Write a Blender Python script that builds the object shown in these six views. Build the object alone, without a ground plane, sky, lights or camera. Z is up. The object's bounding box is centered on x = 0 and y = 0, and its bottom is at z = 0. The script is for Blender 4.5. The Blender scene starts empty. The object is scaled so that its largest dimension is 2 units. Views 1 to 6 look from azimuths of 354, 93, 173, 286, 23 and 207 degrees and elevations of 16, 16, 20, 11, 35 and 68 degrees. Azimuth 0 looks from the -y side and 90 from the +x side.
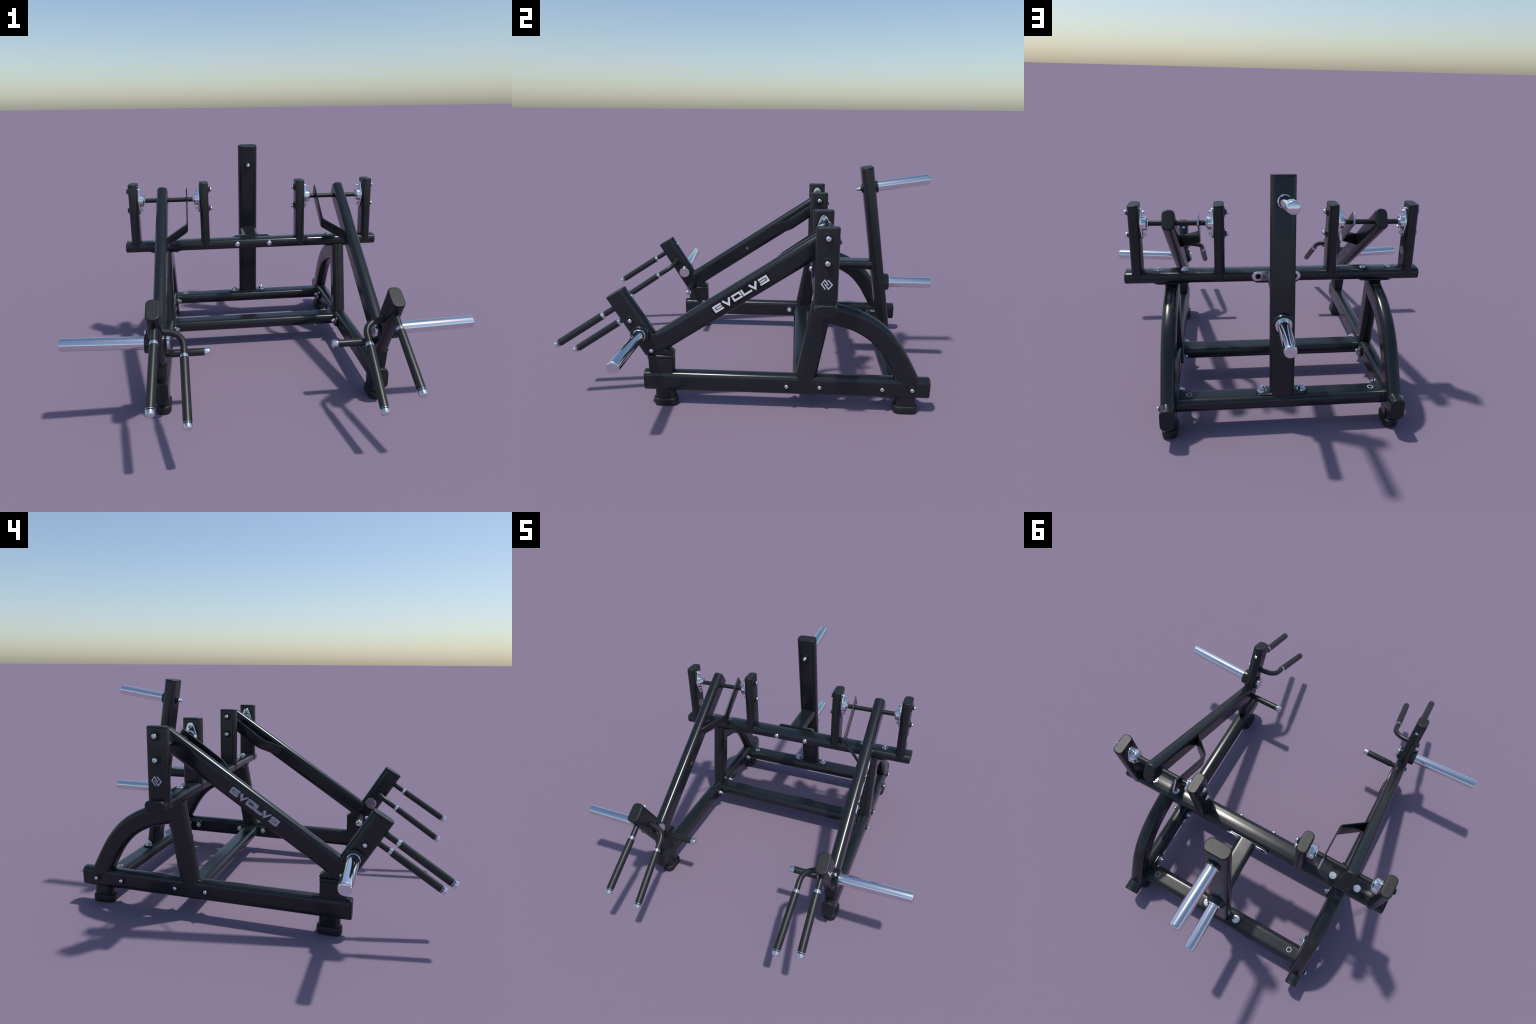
import bpy, bmesh, math
from mathutils import Vector, Matrix
V = Vector

# ------------------------------------------------------------------ materials
def node_mat(name, base, rough, metallic=0.0, var=0.0, rvar=0.0, scale=40.0,
             bump=0.0, bscale=300.0, spec=0.5, coat=0.0):
    m = bpy.data.materials.new(name)
    m.use_nodes = True
    nt = m.node_tree
    b = nt.nodes["Principled BSDF"]
    b.inputs["Metallic"].default_value = metallic
    b.inputs["Roughness"].default_value = rough
    b.inputs["Specular IOR Level"].default_value = spec
    b.inputs["Coat Weight"].default_value = coat
    b.inputs["Coat Roughness"].default_value = 0.12
    tc = nt.nodes.new("ShaderNodeTexCoord")
    n = nt.nodes.new("ShaderNodeTexNoise")
    n.inputs["Scale"].default_value = scale
    n.inputs["Detail"].default_value = 4
    nt.links.new(tc.outputs["Object"], n.inputs["Vector"])
    r = nt.nodes.new("ShaderNodeValToRGB")
    r.color_ramp.elements[0].position = 0.3
    r.color_ramp.elements[1].position = 0.7
    r.color_ramp.elements[0].color = [c * (1 - var) for c in base] + [1]
    r.color_ramp.elements[1].color = [c * (1 + var) for c in base] + [1]
    nt.links.new(n.outputs["Fac"], r.inputs["Fac"])
    nt.links.new(r.outputs["Color"], b.inputs["Base Color"])
    if rvar:
        mr = nt.nodes.new("ShaderNodeMapRange")
        mr.inputs["From Min"].default_value = 0.3
        mr.inputs["From Max"].default_value = 0.7
        mr.inputs["To Min"].default_value = rough - rvar
        mr.inputs["To Max"].default_value = rough + rvar
        nt.links.new(n.outputs["Fac"], mr.inputs["Value"])
        nt.links.new(mr.outputs["Result"], b.inputs["Roughness"])
    if bump:
        n2 = nt.nodes.new("ShaderNodeTexNoise")
        n2.inputs["Scale"].default_value = bscale
        nt.links.new(tc.outputs["Object"], n2.inputs["Vector"])
        bp = nt.nodes.new("ShaderNodeBump")
        bp.inputs["Strength"].default_value = bump
        bp.inputs["Distance"].default_value = 0.001
        nt.links.new(n2.outputs["Fac"], bp.inputs["Height"])
        nt.links.new(bp.outputs["Normal"], b.inputs["Normal"])
    return m

PAINT = node_mat("black_powder_coat", (0.0092, 0.0120, 0.0141), 0.24, var=0.05, rvar=0.012,  # base tinted bluer to carry the sky's cool reflection on the tubes
                 scale=25)
CAP = node_mat("black_plastic", (0.0100, 0.0118, 0.0130), 0.45, var=0.1, rvar=0.02, scale=60,
               bump=0.08, bscale=700, spec=0.4)
RUBBER = node_mat("black_rubber", (0.0095, 0.0105, 0.0115), 0.55, var=0.12, rvar=0.03, scale=80,
                  bump=0.15, bscale=600)
GRIP = node_mat("grip_foam", (0.0105, 0.0128, 0.0130), 0.40, var=0.12, rvar=0.03, scale=90,
                bump=0.12, bscale=700)
CHROME = node_mat("polished_chrome", (0.80, 0.81, 0.83), 0.09, metallic=1.0, var=0.02, rvar=0.015, scale=30)
ZINC = node_mat("zinc_plated_steel", (0.78, 0.79, 0.81), 0.17, metallic=1.0, var=0.05, rvar=0.04, scale=120)
TAB = node_mat("bare_steel_tab", (0.74, 0.74, 0.77), 0.26, metallic=1.0, var=0.08, rvar=0.05, scale=90)
HOLE = node_mat("dark_bore", (0.004, 0.004, 0.004), 0.8)
PRINT = node_mat("white_print", (0.76, 0.76, 0.79), 0.5, var=0.03)
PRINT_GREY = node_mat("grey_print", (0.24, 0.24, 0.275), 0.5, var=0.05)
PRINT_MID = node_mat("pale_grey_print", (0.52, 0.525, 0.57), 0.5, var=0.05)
DECAL = node_mat("black_decal", (0.0045, 0.0040, 0.0048), 0.6, var=0.05, spec=0.3)

# ------------------------------------------------------------------ scene tree
machine = bpy.data.objects.new("plate_loaded_lever_machine", None)
bpy.context.scene.collection.objects.link(machine)
machine["label"] = "black tubular steel gym lever machine with chrome weight horns"
machine["category"] = "gym machine"

def add(name, me, mat, parent=None, kind=None):
    o = bpy.data.objects.new(name, me)
    me.materials.clear()
    me.materials.append(mat)
    bpy.context.scene.collection.objects.link(o)
    o.parent = parent or machine
    if kind:
        o["kind"] = kind
    return o

def finish(bm, name, angle=40, smooth=True):
    bmesh.ops.remove_doubles(bm, verts=bm.verts, dist=1e-6)
    bmesh.ops.recalc_face_normals(bm, faces=bm.faces)
    me = bpy.data.meshes.new(name)
    bm.to_mesh(me)
    bm.free()
    if smooth:
        for p in me.polygons:
            p.use_smooth = True
        me.set_sharp_from_angle(angle=math.radians(angle))
    return me

# ------------------------------------------------------------------ profiles
def oval(w, h, e=None, n=2.4, k=9, bulge=0.0):
    """Flat-sided oval tube section: w across, h along, bulged ends of depth e;
    bulge crowns the flat sides a little."""
    if e is None:
        e = 0.46 * w
    pts = []
    for sgn in (1, -1):
        for i in range(2 * k + 1):
            t = math.pi * i / (2 * k)
            c, s = math.cos(t), math.sin(t)
            x = math.copysign(abs(c) ** (2 / n), c) * w / 2
            y = h / 2 - e + e * abs(s) ** (2 / n)
            pts.append((sgn * x, sgn * y))
        for i in range(1, 8):                      # crowned flat side
            y = (h / 2 - e) * (1 - i / 4)
            pts.append((-sgn * (w / 2 + bulge * (1 - (1 - i / 4) ** 2)), sgn * y))
    return pts

def rrect(w, h, r, k=4):
    pts = []
    for cx, cy, a0 in ((1, 1, 0), (-1, 1, 90), (-1, -1, 180), (1, -1, 270)):
        for i in range(k + 1):
            a = math.radians(a0 + 90 * i / k)
            pts.append((cx * (w / 2 - r) + r * math.cos(a), cy * (h / 2 - r) + r * math.sin(a)))
    return pts

def circle(r, k=28):
    return [(r * math.cos(2 * math.pi * i / k), r * math.sin(2 * math.pi * i / k)) for i in range(k)]

def skin(bm, rings, cap0=True, cap1=True):
    vr = [[bm.verts.new(p) for p in ring] for ring in rings]
    for a, b in zip(vr, vr[1:]):
        n = len(a)
        for i in range(n):
            bm.faces.new((a[i], a[(i + 1) % n], b[(i + 1) % n], b[i]))
    if cap0:
        bm.faces.new(list(reversed(vr[0])))
    if cap1:
        bm.faces.new(vr[-1])

def frame(d, side):
    d = d.normalized()
    s = (side - d * side.dot(d)).normalized()
    return d, s, d.cross(s)

def bar(p0, p1, side, w, h, r0=0.0, r1=0.0, sec=oval, e=None, bulge=0.0):
    """Straight member; w runs along `side`. r0/r1 round the end edges."""
    bm = bmesh.new()
    p0, p1 = V(p0), V(p1)
    d, s, u = frame(p1 - p0, V(side))
    L = (p1 - p0).length
    st = []
    if r0:
        st.append((0, r0 + min(0.0015, r0)))
        for i in range(5):
            a = math.pi / 2 * i / 4
            st.append((r0 * (1 - math.cos(a)), r0 * (1 - math.sin(a))))
    else:
        st.append((0, 0))
    if r1:
        for i in range(5):
            a = math.pi / 2 * (4 - i) / 4
            st.append((L - r1 * (1 - math.cos(a)), r1 * (1 - math.sin(a))))
        st.append((L, r1 + min(0.0015, r1)))
    else:
        st.append((L, 0))
    rings = []
    for t, o in st:
        ee = (0.46 * w if e is None else e)
        if sec is oval:
            pr = oval(w - 2 * o, h - 2 * o, max(ee - o, 0.002), bulge=bulge)
        else:
            pr = sec(w - 2 * o, h - 2 * o)
        rings.append([p0 + d * t + s * a + u * b for a, b in pr])
    # inset points when r0: first stations start fully inset
    skin(bm, rings)
    return bm

def tube(name, p0, p1, side, w, h, mat=None, parent=None, cap0=False, cap1=False, capmat_r=0.006, bulge=0.0):
    """Oval steel tube with optional plastic end plugs."""
    mat = mat or PAINT
    P0, P1 = V(p0), V(p1)
    d = (P1 - P0).normalized()
    CL = 0.010
    a = P0 + d * CL if cap0 else P0
    b = P1 - d * CL if cap1 else P1
    o = add(name, finish(bar(a, b, side, w, h, 0.0008 if cap0 else 0, 0.0008 if cap1 else 0, bulge=bulge), name), mat, parent)
    host = o if (parent is None) else parent
    if cap0:
        add("end_cap", finish(bar(P0, a + d * 0.001, side, w - 0.0006, h - 0.0006, capmat_r, 0.0), "end_cap", 60), CAP, host)
    if cap1:
        add("end_cap", finish(bar(b - d * 0.001, P1, side, w - 0.0006, h - 0.0006, 0.0, capmat_r), "end_cap", 60), CAP, host)
    return o

def sweep(pts, side, w, h, sec=oval, closed_ends=True):
    """Sweep a section along a polyline; side is constant."""
    bm = bmesh.new()
    pts = [V(p) for p in pts]
    rings = []
    for i, p in enumerate(pts):
        if i == 0:
            d = pts[1] - p
        elif i == len(pts) - 1:
            d = p - pts[i - 1]
        else:
            d = (pts[i + 1] - p).normalized() + (p - pts[i - 1]).normalized()
        d, s, u = frame(d, V(side))
        rings.append([p + s * a + u * b for a, b in sec(w, h)])
    skin(bm, rings)
    return bm

def round_sweep(pts, r, k=24):
    """Round rod along a polyline with parallel-transported frames."""
    bm = bmesh.new()
    pts = [V(p) for p in pts]
    rings, s = [], None
    for i, p in enumerate(pts):
        a = pts[max(i - 1, 0)]
        b = pts[min(i + 1, len(pts) - 1)]
        d = (b - a).normalized()
        if s is None:
            s = d.orthogonal().normalized()
        s = (s - d * s.dot(d)).normalized()
        u = d.cross(s)
        rings.append([p + s * x + u * y for x, y in circle(r, k)])
    skin(bm, rings)
    return bm

def lathe(p, d, prof, k=32, bm=None):
    """prof = [(t along d, radius)]; a radius of 0 closes."""
    bm = bm or bmesh.new()
    p, d = V(p), V(d).normalized()
    s = d.orthogonal().normalized()
    if abs(d.z) < 0.99:
        s = (V((0, 0, 1)) - d * d.z).normalized()
    u = d.cross(s)
    rings = [[p + d * t + (s * x + u * y) for x, y in circle(max(r, 1e-5), k)] for t, r in prof]
    skin(bm, rings)
    return bm

def smooth_curve(pts, n=10):
    """Catmull-Rom through control points."""
    pts = [V(p) for p in pts]
    P = [pts[0] * 2 - pts[1]] + pts + [pts[-1] * 2 - pts[-2]]
    out = []
    for i in range(1, len(P) - 2):
        a, b, c, d = P[i - 1], P[i], P[i + 1], P[i + 2]
        for j in range(n):
            t = j / n
            out.append(0.5 * ((2 * b) + (c - a) * t + (2 * a - 5 * b + 4 * c - d) * t * t + (3 * b - a - 3 * c + d) * t ** 3))
    out.append(pts[-1])
    return out

def prism(outline, origin, ax, ay, depth, bevel=0.0, seg=2):
    """Extrude a 2D outline (in ax, ay) by vector depth."""
    bm = bmesh.new()
    o, ax, ay, dp = V(origin), V(ax), V(ay), V(depth)
    vs = [bm.verts.new(o + ax * a + ay * b) for a, b in outline]
    f = bm.faces.new(vs)
    r = bmesh.ops.extrude_face_region(bm, geom=[f])
    bmesh.ops.translate(bm, verts=[v for v in r["geom"] if isinstance(v, bmesh.types.BMVert)], vec=dp)
    if bevel:
        bmesh.ops.recalc_face_normals(bm, faces=bm.faces)
        big = [e for e in bm.edges if len(e.link_faces) == 2 and e.calc_face_angle(0) > math.radians(35)]
        bmesh.ops.bevel(bm, geom=big, offset=bevel, segments=seg, affect='EDGES', profile=0.5)
    return bm

def stadium(L, W, k=10):
    r = W / 2
    pts = []
    for sgn, a0 in ((1, -90), (-1, 90)):
        for i in range(k + 1):
            a = math.radians(a0 + 180 * i / k)
            pts.append((sgn * (L / 2 - r) + r * math.cos(a), r * math.sin(a)))
    return pts

# ------------------------------------------------------------------ fasteners (shared meshes)
def hexpts(r, k=6):
    return [(r * math.cos(math.pi / 3 * i), r * math.sin(math.pi / 3 * i)) for i in range(6)]

def make_bolt_head():          # along +Z, bright domed tip
    prof = [(0.0085, 0.0118), (0.0125, 0.0118), (0.0150, 0.0108), (0.0170, 0.0085), (0.0180, 0.0050), (0.0182, 0)]
    return finish(lathe((0, 0, 0), (0, 0, 1), prof, 24), "bolt_head", 60)

def make_shank():              # dark hexagonal body under the tip
    bm = bmesh.new()
    skin(bm, [[V((x * r, y * r, t)) for x, y in hexpts(0.0128)] for t, r in ((-0.002, 1), (0.0085, 1), (0.0095, 0.93))])
    return finish(bm, "bolt_body", 30)

def make_washer():             # black cupped washer
    return finish(lathe((0, 0, -0.001), (0, 0, 1), [(0, 0.0235), (0.0035, 0.0230), (0.0050, 0.0200), (0.0055, 0.0140), (0.0055, 0)], 28), "washer", 50)

def make_nut():                # nut with washer and protruding thread
    bm = lathe((0, 0, 0), (0, 0, 1), [(0, 0.0175), (0.0025, 0.0175), (0.003, 0.016), (0.003, 0)], 24)
    skin(bm, [[V((x * r, y * r, t)) for x, y in hexpts(0.0135)] for t, r in ((0.003, 1), (0.013, 1), (0.0145, 0.9))])
    lathe((0, 0, 0), (0, 0, 1), [(0.014, 0.0075), (0.020, 0.0075), (0.0225, 0.005), (0.0225, 0)], 16, bm)
    return finish(bm, "lock_nut", 30)

def make_dome():               # big dome bolt head
    prof = [(0, 0.0165)] + [(0.002 + 0.0115 * math.sin(a), 0.0165 * math.cos(a)) for a in [math.pi / 2 * i / 7 for i in range(8)]]
    return finish(lathe((0, 0, 0), (0, 0, 1), prof, 28), "dome_bolt", 60)

def make_flange_nut():         # low nut on a wide washer
    bm = lathe((0, 0, 0), (0, 0, 1), [(0, 0.0195), (0.0030, 0.0195), (0.004, 0.0180), (0.004, 0)], 28)
    skin(bm, [[V((x * r, y * r, t)) for x, y in hexpts(0.0150)] for t, r in ((0.004, 1), (0.011, 1), (0.0125, 0.88))])
    lathe((0, 0, 0), (0, 0, 1), [(0.012, 0.0085), (0.0150, 0.0085), (0.0150, 0.0055), (0.0135, 0.005), (0.0135, 0)], 18, bm)
    return finish(bm, "flange_nut", 30)
FNUT = make_flange_nut()
BOLT, BODY, WASH, NUT, DOME = make_bolt_head(), make_shank(), make_washer(), make_nut(), make_dome()

def place(name, me, mat, p, d, parent=None, scale=1.0):
    o = bpy.data.objects.new(name, me)
    if not me.materials:
        me.materials.append(mat)
    bpy.context.scene.collection.objects.link(o)
    o.parent = parent or machine
    q = V((0, 0, 1)).rotation_difference(V(d).normalized())
    o.matrix_world = Matrix.Translation(V(p)) @ q.to_matrix().to_4x4() @ Matrix.Scale(scale, 4)
    return o

def bolt(p, d, parent=None, scale=1.0, washer=True):
    d = V(d).normalized()
    if washer:
        place("washer", WASH, CAP, p, d, parent, scale)
    q = V(p) + d * (0.003 * scale if washer else -0.0005)
    place("bolt_body", BODY, PAINT, q, d, parent, scale)
    place("bolt_head", BOLT, ZINC, q, d, parent, scale)

def nut(p, d, parent=None, scale=1.0):
    place("lock_nut", NUT, ZINC, V(p) - V(d).normalized() * 0.0005, d, parent, scale)

# ------------------------------------------------------------------ strokes for writing
def stroke(pts, w):
    """Closed outline of an open polyline with mitred corners."""
    P = [V((a, b, 0)) for a, b in pts]
    L, R = [], []
    for i, p in enumerate(P):
        d0 = (p - P[i - 1]).normalized() if i else None
        d1 = (P[i + 1] - p).normalized() if i < len(P) - 1 else None
        if d0 is None: d0 = d1
        if d1 is None: d1 = d0
        n0, n1 = V((-d0.y, d0.x, 0)), V((-d1.y, d1.x, 0))
        m = (n0 + n1).normalized()
        m = m / max(m.dot(n0), 0.35)
        L.append(p + m * w / 2)
        R.append(p - m * w / 2)
    return [(v.x, v.y) for v in L + R[::-1]]

def lettering(outlines, origin, ax, ay, nrm, thick, name, mat, parent):
    bm = bmesh.new()
    o, ax, ay, nrm = V(origin), V(ax), V(ay), V(nrm)
    for ol in outlines:
        lo = [bm.verts.new(o + ax * a + ay * b) for a, b in ol]
        hi = [bm.verts.new(o + ax * a + ay * b + nrm * thick) for a, b in ol]
        bm.faces.new(hi)
        n = len(ol)
        for i in range(n):
            bm.faces.new((lo[i], lo[(i + 1) % n], hi[(i + 1) % n], hi[i]))
    bmesh.ops.recalc_face_normals(bm, faces=bm.faces)
    me = bpy.data.meshes.new(name)
    bm.to_mesh(me); bm.free()
    return add(name, me, mat, parent)

def word_outlines(H, wt=0.275, only=None):
    """Six blocky letters (last one a mirrored E), 9.02 letter heights long, centred on 0,0."""
    s, W = wt, 1.45
    h0, h1 = s / 2, 1 - s / 2
    out = []
    def E(x0, flip):
        f = (lambda x: x0 + W - x) if flip else (lambda x: x0 + x)
        out.append(stroke([(f(W - 0.05), h1), (f(h0), h1), (f(h0), h0), (f(W), h0)], s))
        out.append(stroke([(f(0.42), 0.5), (f(W - 0.08), 0.5)], s * 0.76))
    def Vl(x0):
        out.append(stroke([(x0 + 0.16, 1.0), (x0 + 0.70, 0.10), (x0 + W - 0.16, 1.0)], s * 1.08))
    E(0.0, False)
    Vl(1.60)
    x = 3.17
    out.append(stroke([(x, h1), (x + W - h0, h1), (x + W - h0, 0.36)], s))
    out.append(stroke([(x + h0, 0.64), (x + h0, h0), (x + W, h0)], s))
    x = 4.75
    out.append(stroke([(x + h0, 1.0), (x + h0, h0), (x + W, h0)], s))
    Vl(6.02)
    E(7.60, True)
    return [[((a - 4.52) * H, (b - 0.5) * H) for a, b in o] for o in out]

def mark_outlines(S):
    """Interlocked diamond emblem, about 1 wide by 0.88 high before scaling."""
    w = 0.098
    left = stroke([(-0.11, -0.39), (-0.42, 0.03), (-0.17, 0.36), (0.12, -0.06)], w)
    right = stroke([(0.03, 0.33), (0.10, 0.33), (0.40, -0.02), (0.12, -0.36), (-0.20, 0.08)], w)
    return [[(a * S, b * S) for a, b in o] for o in (left, right)]

# ================================================================== FRAME
RZ, RW, RH = 0.1360, 0.067, 0.107      # side rail centre height, width, height
RX = 0.5255
BY, BZ = 0.359, 0.614                 # top beam axis
AX = 0.526                            # lever arm plane
COSA, SINA = math.cos(math.radians(33.5)), math.sin(math.radians(33.5))
ARM = V((0, COSA, SINA))              # up the arm
ARMN = V((0, -SINA, COSA))            # normal to the arm, upwards

beam = tube("top_beam", (-0.752, BY, BZ), (0.752, BY, BZ), (0, 0, 1), 0.058, 0.102, cap0=True, cap1=True, bulge=0.0020)

for sx in (1, -1):
    X = lambda x: sx * x
    out = V((sx, 0, 0))
    # ---- side rail with feet
    rail = tube("side_rail", (X(RX), -0.541, RZ), (X(RX), 0.901, RZ), (1, 0, 0), RW, RH, cap0=True, cap1=True)
    for y0 in (-0.436, 0.788):
        add("foot_stub", finish(bar((X(0.523), y0, 0.02), (X(0.523), y0, 0.13), (1, 0, 0), 0.060, 0.104), "foot_stub"), PAINT, rail)
        add("rubber_foot", finish(bar((X(0.523), y0, 0.0), (X(0.523), y0, 0.039), (1, 0, 0), 0.072, 0.123, 0.009, 0.006), "rubber_foot", 60), RUBBER, rail)
    for y in (0.187, 0.352, 0.662, 0.809):
        bolt((X(RX + RW / 2), y, 0.140), out, rail, 0.9)
    # ---- A-frame: brace and swept rear leg
    add("brace", finish(bar((X(0.5245), 0.268, 0.10), (X(0.5245), 0.357, 0.584), (1, 0, 0), 0.0695, 0.103), "brace"), PAINT, rail)
    leg = smooth_curve([(X(0.5245), 0.345, 0.535), (X(0.5245), 0.418, 0.517), (X(0.5245), 0.527, 0.485), (X(0.5245), 0.625, 0.426),
                        (X(0.5245), 0.6975, 0.346), (X(0.5245), 0.755, 0.248), (X(0.5245), 0.812, 0.138)], 10)
    add("curved_leg", finish(sweep(leg, (1, 0, 0), 0.0690, 0.107), "curved_leg"), PAINT, rail)
    add("mounting_plate", finish(prism(stadium(0.192, 0.086), (X(0.5255), BY, 0.580), (1, 0, 0), (0, 1, 0), (0, 0, 0.0075), 0.002),
                                 "mounting_plate"), PAINT, rail)
    for x in (0.459, 0.592):
        place("flange_nut", FNUT, ZINC, (X(x), BY + 0.003, BZ + 0.0285), (0, 0, 1), beam, 0.95)
        bolt((X(x), BY + 0.003, 0.580), (0, 0, -1), rail, 0.8, washer=False)
    # ---- uprights with flange bearings
    for ux, facing in ((0.690, -1), (0.2845, 1)):
        up = tube("upright", (X(ux), BY, 0.600), (X(ux), BY, 0.986), (1, 0, 0), 0.0525, 0.1070, cap1=True, capmat_r=0.005)
        fd = V((sx * facing, 0, 0))
        face = V((X(ux), BY, 0.887)) + fd * 0.02575
        # rhombic flange: hull of the housing circle and two bolt lugs
        ol = []
        for i in range(40):
            a = 2 * math.pi * i / 40
            dy, dz = math.cos(a), math.sin(a)
            # support points of the hull
            cand = [(0, 0, 0.037), (0, 0.0575, 0.0195), (0, -0.0575, 0.0195)]
            best = max(cand, key=lambda c: c[0] * dy + c[1] * dz + c[2])
            ol.append((best[0] + best[2] * dy, best[1] + best[2] * dz))
        bear = add("flange_bearing", finish(prism(ol, face - fd * 0.0005, (0, 1, 0), (0, 0, 1), fd * 0.0125, 0.003, 3), "flange_bearing", 35), CHROME, up)
        add("bearing_housing", finish(lathe(face + fd * 0.010, fd, [(0, 0.0365), (0.020, 0.035), (0.0235, 0.032), (0.0235, 0.027), (0.0215, 0.026),
                                            (0.0215, 0.0175), (0.029, 0.0175), (0.0300, 0.0165), (0.0300, 0)], 36), "bearing_housing", 35), CHROME, up)
        for dz in (0.0555, -0.0555):
            nut(face + V((0, 0, dz)) + fd * 0.011, fd, up, 0.72)
            bolt(V((X(ux), BY, 0.887 + dz)) - fd * 0.0255, -fd, up, 1.08)
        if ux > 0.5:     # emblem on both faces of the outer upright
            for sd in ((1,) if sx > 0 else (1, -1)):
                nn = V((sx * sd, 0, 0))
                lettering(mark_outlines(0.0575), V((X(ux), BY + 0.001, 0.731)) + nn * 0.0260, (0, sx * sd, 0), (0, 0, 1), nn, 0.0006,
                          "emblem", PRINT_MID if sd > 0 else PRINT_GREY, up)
    # ---- pivot shaft
    add("pivot_shaft", finish(lathe((X(0.335), 0.357, 0.887), (sx, 0, 0), [(0, 0.0130), (0.305, 0.0130), (0.305, 0)], 24), "pivot_shaft"), CAP)

    # ================================================================ LEVER ARM
    jc = V((X(AX), -0.4425, 0.3555))             # where arm axis meets the post back face
    top_end = jc + ARM * 1.022
    arm = tube("lever_arm", jc - ARM * 0.04, top_end, (1, 0, 0), 0.0630, 0.1065, cap1=True, capmat_r=0.009)
    # handle post, at a right angle to the arm
    pc = V((X(0.5245), -0.6635, 0.602))
    pd = V((0, 0.515, -0.857)).normalized()
    post = add("handle_post", finish(bar(pc + pd * 0.012, pc + pd * 0.352, (1, 0, 0), 0.0620, 0.110, 0.0008), "handle_post"), PAINT, arm)
    add("end_cap", finish(bar(pc - pd * 0.002, pc + pd * 0.0125, (1, 0, 0), 0.0616, 0.1096, 0.005), "end_cap", 60), CAP, arm)
    if sx < 0:
        add("plug_hole", finish(lathe(pc - pd * 0.0015, -pd, [(0, 0.0045), (0.0010, 0.0045), (0.0010, 0)], 16), "plug_hole"), HOLE, arm)
    # landing plate and bumper
    add("landing_plate", finish(prism([(-0.514, 0.267), (-0.385, 0.267), (-0.385, 0.283), (-0.514, 0.283)], (X(0.4905), 0, 0), (0, 1, 0), (0, 0, 1),
                                      (X(0.071), 0, 0), 0.005, 3), "landing_plate"), PAINT, arm)
    add("gusset", finish(prism([(-0.500, 0.275), (-0.392, 0.275), (-0.381, 0.290), (-0.392, 0.300), (-0.414, 0.316), (-0.47, 0.330)], (X(0.4985), 0, 0),
                               (0, 1, 0), (0, 0, 1), (X(0.054), 0, 0), 0.003, 2), "gusset"), PAINT, arm)
    bm = bmesh.new()
    skin(bm, [[V((X(0.526) + a, -0.449 + b, zz)) for a, b in rrect(wx, wy, 0.010)]
              for zz, wx, wy in ((0.180, 0.052, 0.122), (0.192, 0.055, 0.126), (0.262, 0.066, 0.127), (0.2675, 0.066, 0.126))])
    add("rubber_bumper", finish(bm, "rubber_bumper"), RUBBER, rail)
    # weight horn
    h0, h1 = V((X(0.552), -0.5415, 0.3975)), V((X(0.949), -0.548, 0.4143))
    hd = (h1 - h0).normalized()
    L = (h1 - h0).length
    add("horn_flange", finish(lathe(h0, hd, [(0, 0.046), (0.026, 0.046), (0.0295, 0.043), (0.0295, 0)], 40), "horn_flange"), PAINT, arm)
    add("weight_horn", finish(lathe(h0, hd, [(0.028, 0.0318), (0.0315, 0.0318), (0.0325, 0.0295), (L - 0.007, 0.0295), (L - 0.004, 0.0287),
                                             (L - 0.0015, 0.0265), (L, 0.0230), (L, 0)], 48), "weight_horn", 50), CHROME, arm)
    i0 = V((X(0.499), -0.5365, 0.395))
    add("horn_boss", finish(lathe(i0, -out, [(0, 0.040), (0.014, 0.040), (0.017, 0.037), (0.017, 0)], 36), "horn_boss"), PAINT, arm)
    add("horn_stop_disc", finish(lathe(i0 - out * 0.0165, -out, [(0, 0.0340), (0.0105, 0.0340), (0.012, 0.0325), (0.012, 0)], 40), "horn_stop_disc", 30), ZINC, arm)
    # post side bolts
    bolt((X(0.5555), -0.588, 0.469), out, arm, 0.92)
    bolt((X(0.5555), -0.489, 0.313), out, arm, 0.92)
    # side peg
    p0 = V((X(0.497), -0.481, 0.309))
    add("side_peg", finish(lathe(p0, -out, [(0, 0.0145), (0.022, 0.0145), (0.030, 0.0180), (0.180, 0.0180), (0.180, 0)], 28), "side_peg"), GRIP, arm)
    add("peg_cap", finish(lathe(p0 - out * 0.1795, -out, [(0, 0.0190), (0.022, 0.0190), (0.026, 0.0172), (0.0285, 0.013), (0.0285, 0)], 32), "peg_cap", 50), CHROME, arm)

    # ---- handles
    gd = V((0, -0.839, -0.545)).normalized()
    def grip(ring, end):
        """Foam grip with chrome collar and end cap running from the collar to the end point."""
        gx, L = end - ring, (end - ring).length
        add("collar", finish(lathe(ring, gx, [(-0.012, 0.0148), (-0.0115, 0.0172), (-0.009, 0.0172), (-0.0085, 0.0156), (-0.005, 0.0156), (-0.0045, 0.0190),
                                              (0.0045, 0.0190), (0.0055, 0.017), (0.0055, 0)], 32), "collar", 40), CHROME, arm)
        add("foam_grip", finish(lathe(ring, gx, [(0.004, 0.0160), (0.0065, 0.0190), (L - 0.028, 0.0190), (L - 0.026, 0.0170), (L - 0.026, 0)], 32), "foam_grip", 40), GRIP, arm)
        add("grip_gap", finish(lathe(ring, gx, [(L - 0.027, 0.0165), (L - 0.017, 0.0165)], 28), "grip_gap"), PAINT, arm)
        for ca, cb2 in ((L - 0.0265, L - 0.0240), ):
            add("grip_ring", finish(lathe(ring, gx, [(ca, 0.0150), (ca, 0.0192), (cb2, 0.0192), (cb2, 0.0150)], 32), "grip_ring", 40), CHROME, arm)
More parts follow.
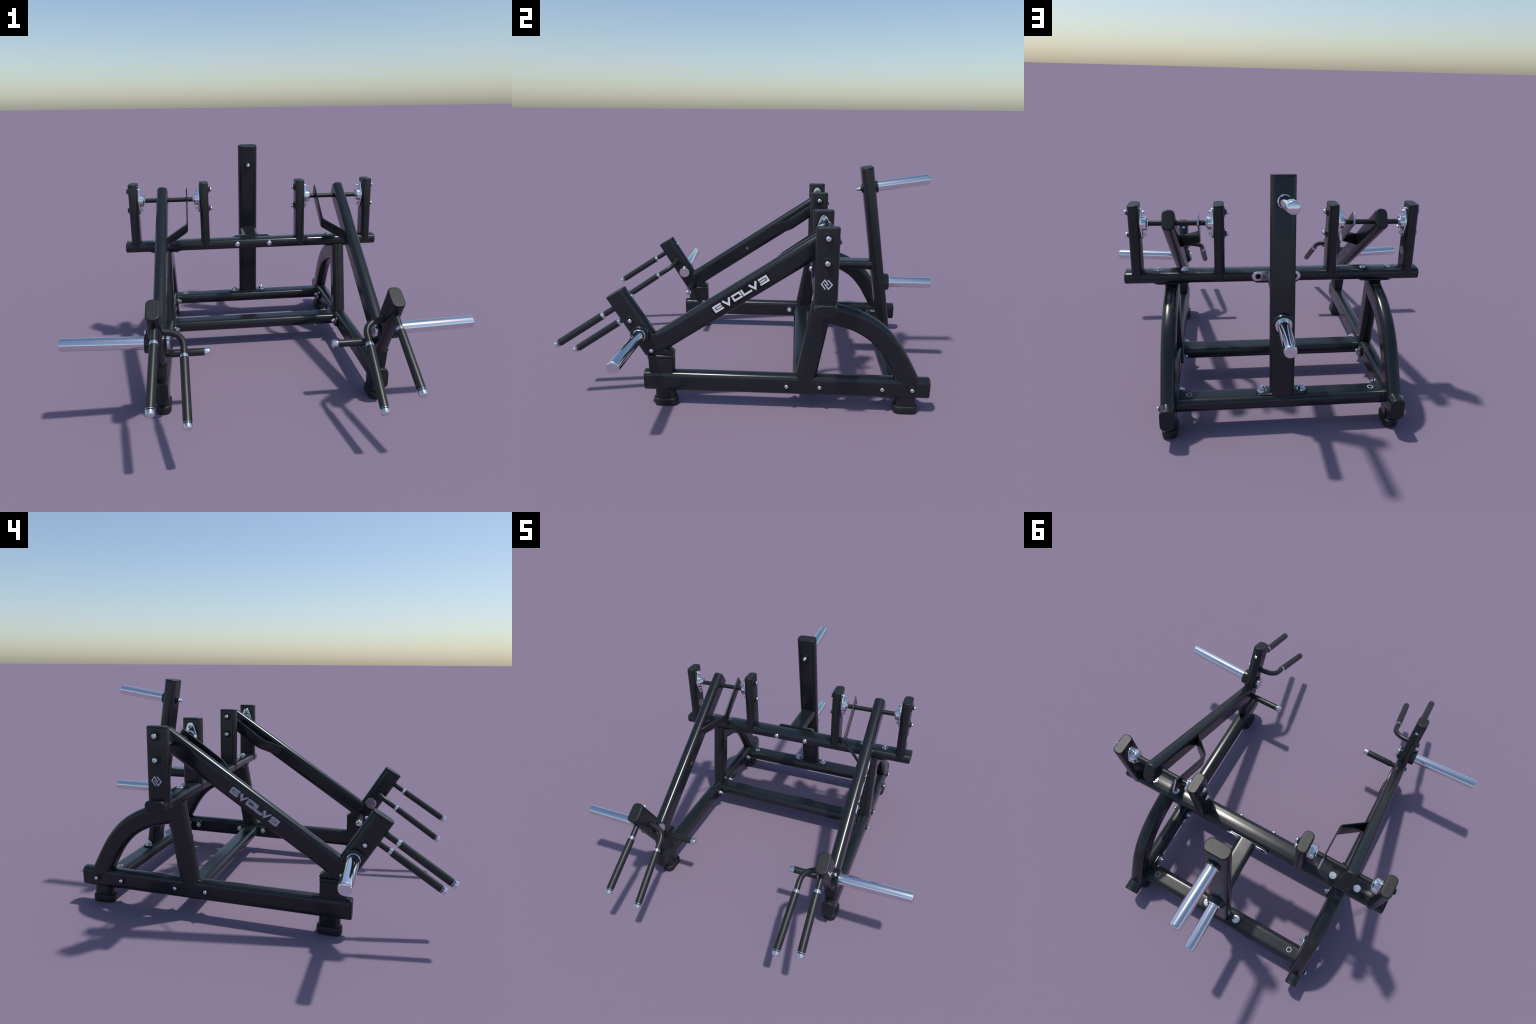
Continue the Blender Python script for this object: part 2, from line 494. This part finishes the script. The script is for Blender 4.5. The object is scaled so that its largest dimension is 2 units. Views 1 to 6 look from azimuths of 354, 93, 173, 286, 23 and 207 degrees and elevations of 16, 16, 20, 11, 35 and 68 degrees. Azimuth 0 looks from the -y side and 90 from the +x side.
        add("grip_cap", finish(lathe(ring, gx, [(L - 0.0195, 0.0150), (L - 0.019, 0.0190), (L - 0.005, 0.0190), (L - 0.0015, 0.0178), (L, 0.0155), (L, 0)], 32), "grip_cap", 50), CHROME, arm)
    e1 = V((X(0.5280), -0.9920, 0.3095))
    r1 = V((X(0.522), -0.7355, 0.4780))
    s1 = r1 - gd * 0.085
    add("handle_rod", finish(round_sweep([s1, r1 + gd * 0.01], 0.0148), "handle_rod"), GRIP, arm)
    grip(r1, e1)
    nut(V((X(0.5205), -0.665, 0.601)) + pd * 0.055 + V((0, 0.857, 0.515)) * 0.051, (0, 0.857, 0.515), arm, 0.72)
    r2 = V((X(0.403), -0.6975, 0.3940))
    e2 = V((X(0.3920), -0.9580, 0.2180))
    c0 = V((X(0.500), -0.590, 0.468))
    cb = r2 - gd * 0.118                      # corner of the bend, on the grip line
    cb.x = X(0.404)
    ctl = [c0]
    a_in, b_out = c0.lerp(cb, 0.22), cb + gd * 0.070
    for i in range(13):
        t = i / 12
        ctl.append(a_in * (1 - t) ** 2 + cb * 2 * t * (1 - t) + b_out * t * t)
    ctl.append(r2 + gd * 0.01)
    add("handle_rod", finish(round_sweep(ctl, 0.0148), "handle_rod", 60), GRIP, arm)
    add("rod_socket", finish(lathe((X(0.4955), -0.590, 0.468), -out, [(0, 0.0215), (0.004, 0.021), (0.006, 0.0165), (0.006, 0)], 28), "rod_socket"), PAINT, arm)
    grip(r2, e2)

    # ---- bent flat bar from the arm to the pivot shaft
    fb = smooth_curve([(X(0.4965), 0.0665, 0.6995), (X(0.489), 0.082, 0.7045)], 2)
    fb += [V((X(0.396), 0.163, 0.753)), V((X(0.389), 0.170, 0.7575)), V((X(0.3855), 0.178, 0.763)), V((X(0.3845), 0.190, 0.771))]
    fb += [V((X(0.3845), 0.402, 0.921))]
    bmf = bmesh.new()
    rings = []
    for i, p in enumerate(fb):
        d = (fb[min(i + 1, len(fb) - 1)] - fb[max(i - 1, 0)]).normalized()
        nrm = ARMN
        sd = d.cross(nrm).normalized()
        rings.append([p + sd * a + nrm * b for a, b in rrect(0.0068, 0.067, 0.0018, 2)])
    skin(bmf, rings)
    add("flat_bar", finish(bmf, "flat_bar", 30), PAINT, arm)
    # bright silvery plates over the rear end of the bar
    bt = fb[-1]
    bd = (fb[-1] - fb[-2]).normalized()
    tip = [(-0.0165, -0.0325), (0.0012, -0.0325), (0.0012, 0.0325), (-0.0165, 0.0325)]
    add("bright_bar_end", finish(prism(tip, bt + out * 0.0032, bd, ARMN, out * 0.0014, 0.0004, 1), "bright_bar_end"), TAB, arm)
    add("bright_bar_end", finish(prism([(-0.0034, -0.0325), (0.0034, -0.0325), (0.0034, 0.0325), (-0.0034, 0.0325)], bt - bd * 0.0002, (1, 0, 0), ARMN, bd * 0.0014, 0.0004, 1),
                          "bright_bar_end"), TAB, arm)

# ---- writing on the outer faces of the lever arms
arms = [o for o in machine.children if o.name.startswith("lever_arm")]
rarm, larm = arms[0], arms[1]
fx = AX + 0.0630 / 2 - 0.0003
rc = V((fx, -0.041, 0.6195))
lettering([[(-0.168, -0.027), (0.168, -0.027), (0.168, 0.027), (-0.168, 0.027)]], rc, ARM, ARMN, (1, 0, 0), 0.0006, "decal", DECAL, rarm)
lettering(word_outlines(0.0348), rc + V((0.0003, 0, 0)), ARM, ARMN, (1, 0, 0), 0.0008, "wordmark", PRINT, rarm)
lc = V((-fx, -0.066, 0.6035))
dn = -ARM
for off, th, m, wt, nm in ((-0.0042, 0.0005, PRINT_GREY, 0.25, "wordmark_shadow"), (0.0042, 0.0007, PRINT_GREY, 0.25, "wordmark_shadow"),
                           (0.0, 0.0010, PRINT_MID, 0.18, "wordmark")):
    lettering(word_outlines(0.0305, wt), lc + ARMN * off + ARM * (-off * 0.8), dn, ARMN, (-1, 0, 0), th, nm, m, larm)
# small paint nick on the inner face of that arm
lettering([stroke([(-0.004, -0.006), (0.003, -0.006), (0.001, 0.008)], 0.0034)], (-AX + 0.0313, -0.108, 0.573), (0, 1, 0), (0, 0, 1), (1, 0, 0), 0.0006,
          "paint_nick", PRINT_MID, larm)

# ================================================================== CROSS TUBES
for yc, yb in ((0.270, (0.187, 0.352)), (0.7500, (0.662, 0.809))):
    ct = add("cross_tube", finish(bar((-0.482, yc, 0.1335), (0.482, yc, 0.1335), (0, 0, 1), 0.065, 0.106), "cross_tube"), PAINT)
    ym = sum(yb) / 2
    for sx in (1, -1):
        xf = sx * (RX - RW / 2)
        add("end_flange", finish(prism(stadium(yb[1] - yb[0] + (0.066 if yc < 0.5 else 0.036), 0.066), (xf + sx * 0.001, ym - (0 if yc < 0.5 else 0.015), 0.137), (0, 1, 0), (0, 0, 1), (-sx * 0.011, 0, 0), 0.002),
                                 "end_flange"), PAINT, ct)
        for y in (yb if yc < 0.5 else yb[:1]):
            nut((xf - sx * 0.010, y, 0.140), (-sx, 0, 0), ct, 1.0)
    if yc > 0.5:
        ringm = [(0.0145, 0.0115)]
        for sx in (1, -1):
            bm = bmesh.new()
            k = 32
            lo = [[bm.verts.new((sx * 0.434 + r * math.cos(2 * math.pi * i / k), yc - 0.004 + r * math.sin(2 * math.pi * i / k), z))
                   for i in range(k)] for r, z in ((0.0145, 0.1650), (0.0145, 0.1666), (0.0112, 0.1666), (0.0112, 0.1650))]
            for a, b in zip(lo, lo[1:]):
                for i in range(k):
                    bm.faces.new((a[i], a[(i + 1) % k], b[(i + 1) % k], b[i]))
            add("ring_mark", finish(bm, "ring_mark", smooth=False), PRINT_MID, ct)

# ================================================================== STORAGE COLUMN
cdir = V((0, -0.151, 1.0)).normalized()
ctop = V((0, 0.600, 1.176))
def col(z):
    return ctop - cdir * ((ctop.z - z) / cdir.z)
column = tube("storage_column", col(0.160), ctop, (0, 1, 0), 0.0680, 0.1180, cap1=True, capmat_r=0.005)
add("base_plate", finish(prism(stadium(0.250, 0.072), (0, 0.7475, 0.1635), (1, 0, 0), (0, 1, 0), (0, 0, 0.009), 0.003), "base_plate"), PAINT, column)
for sx in (1, -1):
    nut((sx * 0.094, 0.7475, 0.172), (0, 0, 1), column, 1.25)
    bolt((sx * 0.094, 0.7475, 0.110), (0, 0, -1), column, 0.75, washer=False)
# neck to the top beam
neck = add("neck_tube", finish(bar((0, 0.412, 0.624), (0, col(0.624).y, 0.624), (0, 0, 1), 0.050, 0.100), "neck_tube"), PAINT, column)
add("neck_flange", finish(prism(stadium(0.246, 0.060), (0, 0.4055, 0.6165), (1, 0, 0), (0, 0, 1), (0, 0.0125, 0), 0.003), "neck_flange"), PAINT, column)
for sx in (1, -1):
    add("steel_tab", finish(prism(stadium(0.088, 0.050), (sx * 0.080, 0.417, 0.6225), (1, 0, 0), (0, 0, 1), (0, 0.0035, 0), 0.001), "steel_tab"), TAB, column)
    add("bolt_bore", finish(lathe((sx * 0.092, 0.4195, 0.6225), (0, 1, 0), [(0, 0.0142), (0.0018, 0.0142), (0.0018, 0)], 24), "bolt_bore"), HOLE, column)
    place("dome_bolt", DOME, ZINC, (sx * 0.096, BY - 0.0495, 0.6155), (0, -1, 0), beam)
# upper horn, square to the column
hz = col(1.067)
hd = V((0, 1, 0.153)).normalized()
he = V((0, 0.9445, 1.1120))
h0 = he - hd * 0.30
L = 0.30
add("horn_flange", finish(lathe(h0, hd, [(-0.004, 0.0335), (0.016, 0.0335), (0.017, 0.0325), (0.017, 0)], 36), "horn_flange"), PAINT, column)
add("storage_horn", finish(lathe(h0, hd, [(0.016, 0.0315), (0.0180, 0.0315), (0.0185, 0.0285), (L - 0.009, 0.0285), (L - 0.004, 0.0270), (L - 0.001, 0.0240), (L, 0.0205), (L, 0)], 48), "storage_horn", 60), CHROME, column)
bf = h0 - hd * 0.0735
bolt(bf + hd * 0.006, -hd, column, 1.0)
add("stud", finish(lathe(bf, -hd, [(0, 0.0085), (0.024, 0.0085), (0.027, 0.006), (0.027, 0)], 16), "stud"), ZINC, column)
# lower horn, level
add("horn_flange", finish(lathe((0, 0.700, 0.517), (0, 1, 0), [(0, 0.049), (0.051, 0.049), (0.055, 0.046), (0.055, 0)], 40), "horn_flange"), PAINT, column)
add("horn_washer", finish(lathe((0, 0.757, 0.517), (0, 1, 0), [(-0.003, 0.0400), (0.0040, 0.0400), (0.006, 0.038), (0.006, 0)], 40), "horn_washer"), CHROME, column)
add("storage_horn", finish(lathe((0, 0.760, 0.517), (0, 1, 0), [(0, 0.0295), (0.231, 0.0295), (0.236, 0.0283), (0.239, 0.026), (0.240, 0.024), (0.240, 0)], 48), "storage_horn", 60), CHROME, column)
nut((0.0, col(0.60).y - 0.036, 0.600), (0, -1, -0.15), column, 0.9)
